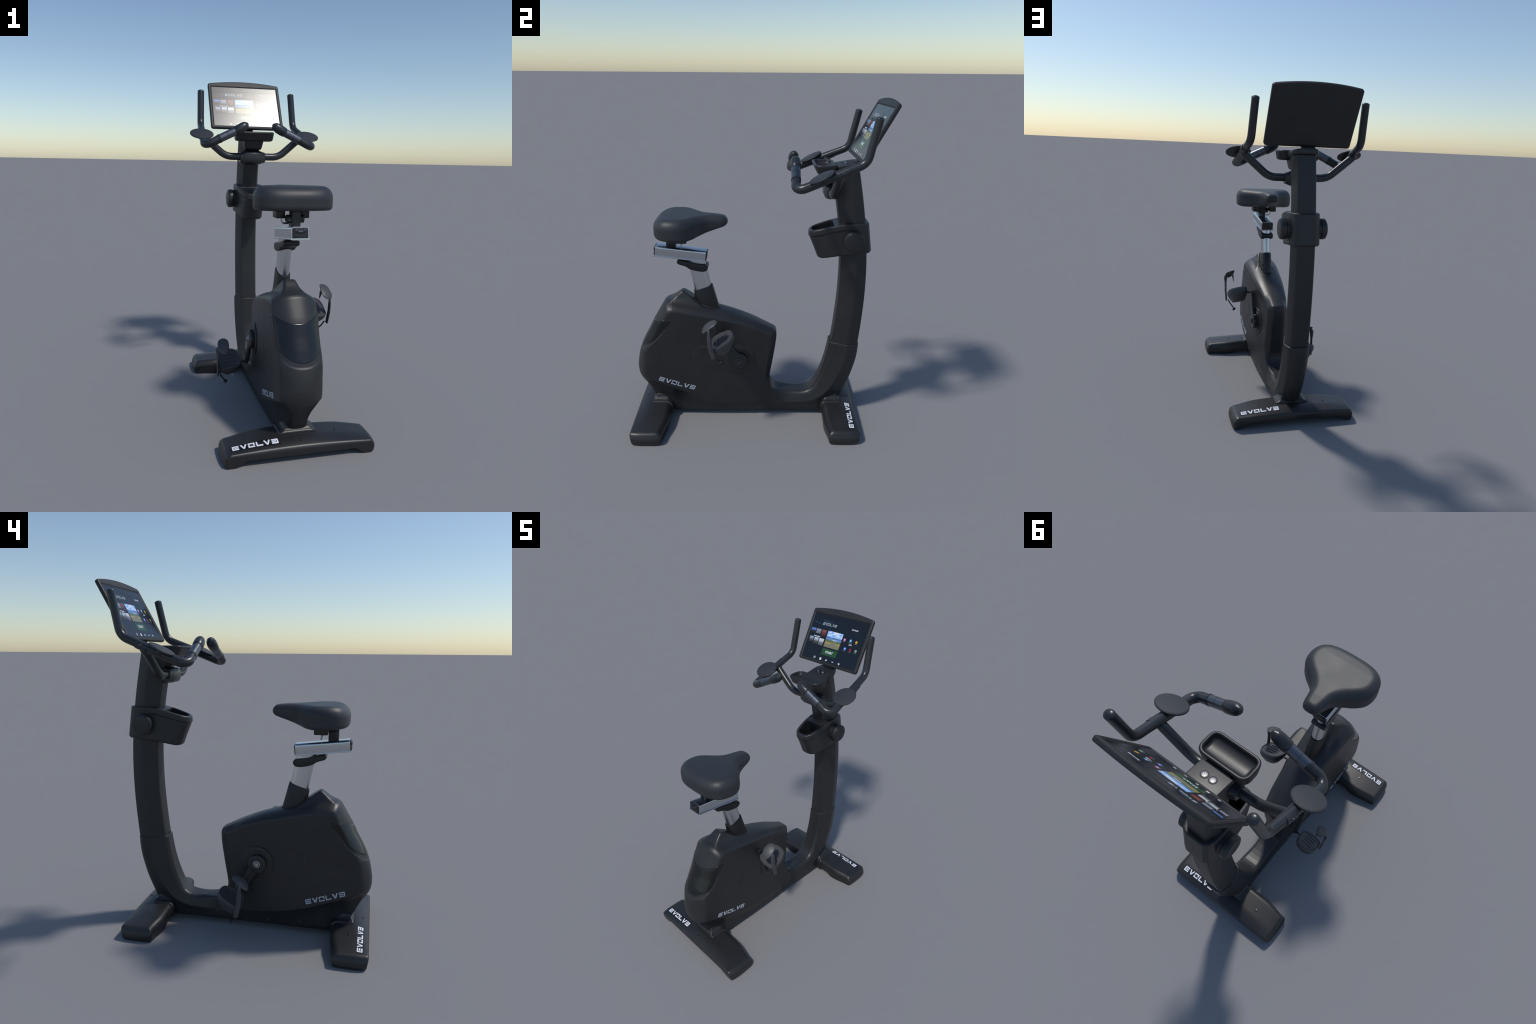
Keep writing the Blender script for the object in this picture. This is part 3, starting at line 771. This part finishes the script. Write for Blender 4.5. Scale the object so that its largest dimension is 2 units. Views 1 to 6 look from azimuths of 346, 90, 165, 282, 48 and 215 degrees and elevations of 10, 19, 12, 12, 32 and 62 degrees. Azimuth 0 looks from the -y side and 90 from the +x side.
# slide rail, tilted
tilt = math.atan2(-.036, .31); RC = np.array((0, -.450, 1.104))
ROT = Matrix.Rotation(tilt, 3, "X")
def rail_pt(a, b, d):
    v = ROT @ Vector((a, d, b)); return (RC[0] + v.x, RC[1] + v.y, RC[2] + v.z)
sec = round_poly([(-.044, -.028), (.044, -.028), (.044, .030), (-.044, .030)], [.001, .001, .014, .014], 5)
flange = round_poly([(-.050, -.034), (.050, -.034), (.050, -.027), (-.050, -.027)], .002, 2)
rail = add("slide_rail", joined(prism(sec, -.150, .152, rail_pt, .001, 1), prism(flange, -.155, .156, rail_pt, .001, 1)), M_CHROME)
cap = round_poly([(-.040, -.026), (.040, -.026), (.040, .026), (-.040, .026)], [.001, .001, .012, .012], 5)
add("rail_cap", prism(cap, -.157, -.148, rail_pt, .003, 2), M_BLACK, rail)
add("rail_cap", prism(cap, .148, .158, rail_pt, .004, 2), M_BLACK, rail)
for sgn in (1, -1):
    put_bolt(rail_pt(sgn * .022, .010, -.158), (0, -1, 0), rail, "bolt", 1.3)
add("rail_crossbar", box(rail_pt(0, .004, -.158), (.03, .008, .012), .002), M_DARKBOLT, rail)

# seat tube
TB, TT = np.array((0, -.318, .845)), np.array((0, -.364, 1.075))
tdir = (TT - TB) / np.linalg.norm(TT - TB); tu = np.array((0, tdir[2], -tdir[1]))
def oval(c, hx, hy, n=40, p=2.6):
    out = []
    for q in np.linspace(0, 2 * math.pi, n, endpoint=False):
        cs, sn = math.cos(q), math.sin(q)
        out.append(c + np.array((1, 0, 0)) * hx * math.copysign(abs(cs) ** (2 / p), cs) + tu * hy * math.copysign(abs(sn) ** (2 / p), sn))
    return out
seat_tube = add("seat_tube", loft([oval(TB, .032, .053), oval(TT, .032, .053)]), M_TUBE, angle=30)
# moulded collar with slanted mouth
def collar_ring(c, hx, hy, slope): 
    return [q + tdir * slope * ((q - c) @ tu) for q in oval(c, hx, hy)]
C0, C1 = np.array((0, -.296, .735)), np.array((0, -.323, .872))
add("tube_collar", loft([collar_ring(C0, .043, .069, 0), collar_ring(C0 + (C1 - C0) * .3, .040, .066, .1), collar_ring(C1, .037, .061, .12), collar_ring(C1 + tdir * .004, .0355, .0585, .12), collar_ring(C1 + tdir * .004, .0335, .0555, .12), collar_ring(C1 - tdir * .02, .033, .054, .12)]), M_BLACK, seat_tube)
put_bolt((0.0385, -.262, .802), (1, 0, 0), seat_tube, "bolt", .8)
add("tube_flange", disc((0, -.290, .757), (0, .27, 1), .048, .010, .003, 40, 1.5, up=(0, 1, 0)), M_SHELL, seat_tube)
lev = chaikin([(-.476, 1.052), (-.468, 1.034), (-.42, 1.022), (-.395, 1.000), (-.315, .984), (-.290, .998), (-.286, 1.020), (-.302, 1.033), (-.37, 1.041), (-.462, 1.066)], 2)
add("clamp_lever", prism(lev, -.044, .044, lambda a, b, d: (d, a, b), .006, 3), M_BLACK, seat_tube)

# ======================================================= cranks, pedals
AX = np.array((-.110, .184)); 
for sgn in (1, -1):
    e = HUB + AX * sgn; d = (e - HUB) / np.linalg.norm(e - HUB); nrm = np.array((-d[1], d[0]))
    x0, x1 = sgn * .112, sgn * .131
    arm = pill(HUB, .048, HUB + d * .04, .0475, 20)
    o = [HUB + .0535 * np.array((math.cos(q), math.sin(q))) for q in np.linspace(0, 2 * math.pi, 48, endpoint=False)]
    def put(a, b, w): return (w, a, b)
    long_arm = [HUB + d * s + nrm * w for s, w in ((0, .032), (.07, .026), (.205, .020), (.222, .013), (.228, 0), (.222, -.013), (.205, -.020), (.07, -.026), (0, -.032))]
    crank = add("crank", joined(prism(o, x0 - sgn * .010, x1, put, .004, 3), prism(long_arm, x0 - sgn * .002, x1 - sgn * .003, put, .003, 2)), M_BAR if sgn > 0 else M_SHELL)
    add("crank_bolt", joined(disc((sgn * .133, *HUB), (sgn, 0, 0), .021, .007, .002, 32), disc((sgn * .139, *HUB), (sgn, 0, 0), .013, .007, .0015, 6)), M_BOLT if sgn < 0 else M_DARKBOLT, crank)
    add("bolt_washer", disc((sgn * .1345, *HUB), (sgn, 0, 0), .0155, .006, .001, 32), M_BLACK, crank)
    c = np.array((sgn * .228, e[0] + .008, e[1] + .014))
    U = np.array((0, .860, .510)); N = np.array((0, -.510, .860)); XL = np.array((sgn, 0, 0))
    XL, N = XL * math.cos(.13) - N * math.sin(.13), N * math.cos(.13) + XL * math.sin(.13)
    P = lambda x, u, n: c + XL * x + U * u + N * n      # x outward, u forward along the shoe, n up
    PS = lambda x, u, n: P(0, 0, 0) + np.array((sgn, 0, 0)) * x + U * u + np.array((0, -.510, .860)) * n
    # platform: rounded plan, thicker under the outer heel
    plan = chaikin([(-.070, -.064), (.064, -.076), (.072, .0), (.064, .060), (.034, .085), (-.022, .085), (-.060, .064), (-.074, .0)], 2)
    outer = [P(x, u, 0) for x, u in plan]
    def lay(k, n, shift=0.0): return [P(x * k, (u + .0) * k + shift, n) for x, u in plan]
    ped = loft([lay(.52, -.072, -.014), lay(.62, -.070, -.012), lay(.90, -.036, -.003), lay(.985, -.020), lay(1.0, -.008), lay(1.0, .003), lay(.97, .007), lay(.90, .0075), lay(.86, .003), lay(.4, .0025), lay(.05, .0025)])
    pedal = add("pedal", ped, M_PEDAL, angle=40)
    treads = []
    for k in range(4):
        u0 = -.045 + .026 * k
        treads.append([( -.035, u0), (.035, u0), (.035, u0 + .008), (-.035, u0 + .008)])
    add("tread_rib", lettering(treads, lambda a, b, dd: P(a, b, .003 + dd), .0025), M_PEDAL, pedal, smooth=False)
    add("pedal_axle", tube([(sgn * .128, *e), P(-.02, -.004, -.016)], .0065, 14, (True, False)), M_DARKBOLT, pedal)
    # stiff toe strap: rises on the outer side, hooks inwards over the foot
    s1 = fillet([PS(.072, -.072, -.052), PS(.077, -.050, .02), PS(.078, -.006, .110), PS(.062, .000, .128), PS(.040, .004, .131)], (.05, .02, .03), 8)
    Pth, s = resample(s1, .003); s = s / s[-1]
    wid = np.interp(s, [0, .1, .75, 1], [.013, .0145, .0135, .016])
    thk = np.interp(s, [0, .6, 1], [.0065, .0070, .0070])
    T = np.gradient(Pth, axis=0); T /= np.linalg.norm(T, axis=1)[:, None]
    rr = []
    for q, t, w_, h_, ss in zip(Pth, T, wid, thk, s):
        side = U - (U @ t) * t if ss < .62 else None
        a = U * (1 - sstep(np.array(ss), .5, .8)) + (-U * .5 + -XL * .85 + 0 * N) * -1 * sstep(np.array(ss), .5, .8)
        a = a - (a @ t) * t; a /= np.linalg.norm(a); b = np.cross(t, a)
        rr.append([q + w_ * math.cos(g) * a + h_ * math.sin(g) * b for g in np.linspace(0, 2 * math.pi, 20, endpoint=False)])
    # leaf-shaped instep pad at the top of the strap
    la = U * .97 + np.array((0, -.510, .860)) * .12; la /= np.linalg.norm(la)
    lb = np.array((-sgn, 0, 0)) * .96 + np.array((0, -.510, .860)) * .28; lb -= (lb @ la) * la; lb /= np.linalg.norm(lb); ln = np.cross(la, lb)
    lc = PS(.046, .006, .134); leaf = []
    for t in np.linspace(-1, 1, 15):
        k = math.sqrt(max(1 - abs(t) ** 2.4, .004)); bend = .010 * t * t
        leaf.append([lc + la * t * .057 + lb * k * .034 * math.cos(g) + ln * (k * .007 * math.sin(g)) - np.array((0, -.510, .860)) * bend for g in np.linspace(0, 2 * math.pi, 24, endpoint=False)])
    add("toe_strap", joined(loft(rr), loft(leaf)), M_PEDAL, pedal)
    spur = fillet([PS(.036, .022, .132), PS(.028, .018, .108), PS(.026, .010, .068)], (.02,), 6)
    Pq, s = resample(spur, .006)
    add("strap_spur", tube(Pq, np.interp(np.linspace(0, 1, len(Pq)), [0, .4, 1], [.012, .013, .004]), 14, ratio=.45, up=(1, 0, 0)), M_PEDAL, pedal)
    tail = fillet([PS(.060, -.062, -.050), PS(.045, -.07, -.075), PS(.020, -.068, -.115)], (.03,), 6)
    add("strap_tail", joined(tube(resample(tail, .005)[0], .0042, 12), disc(PS(.020, -.068, -.118), XL * .6 + N, .012, .016, .005, 20)), M_BLACK, pedal)
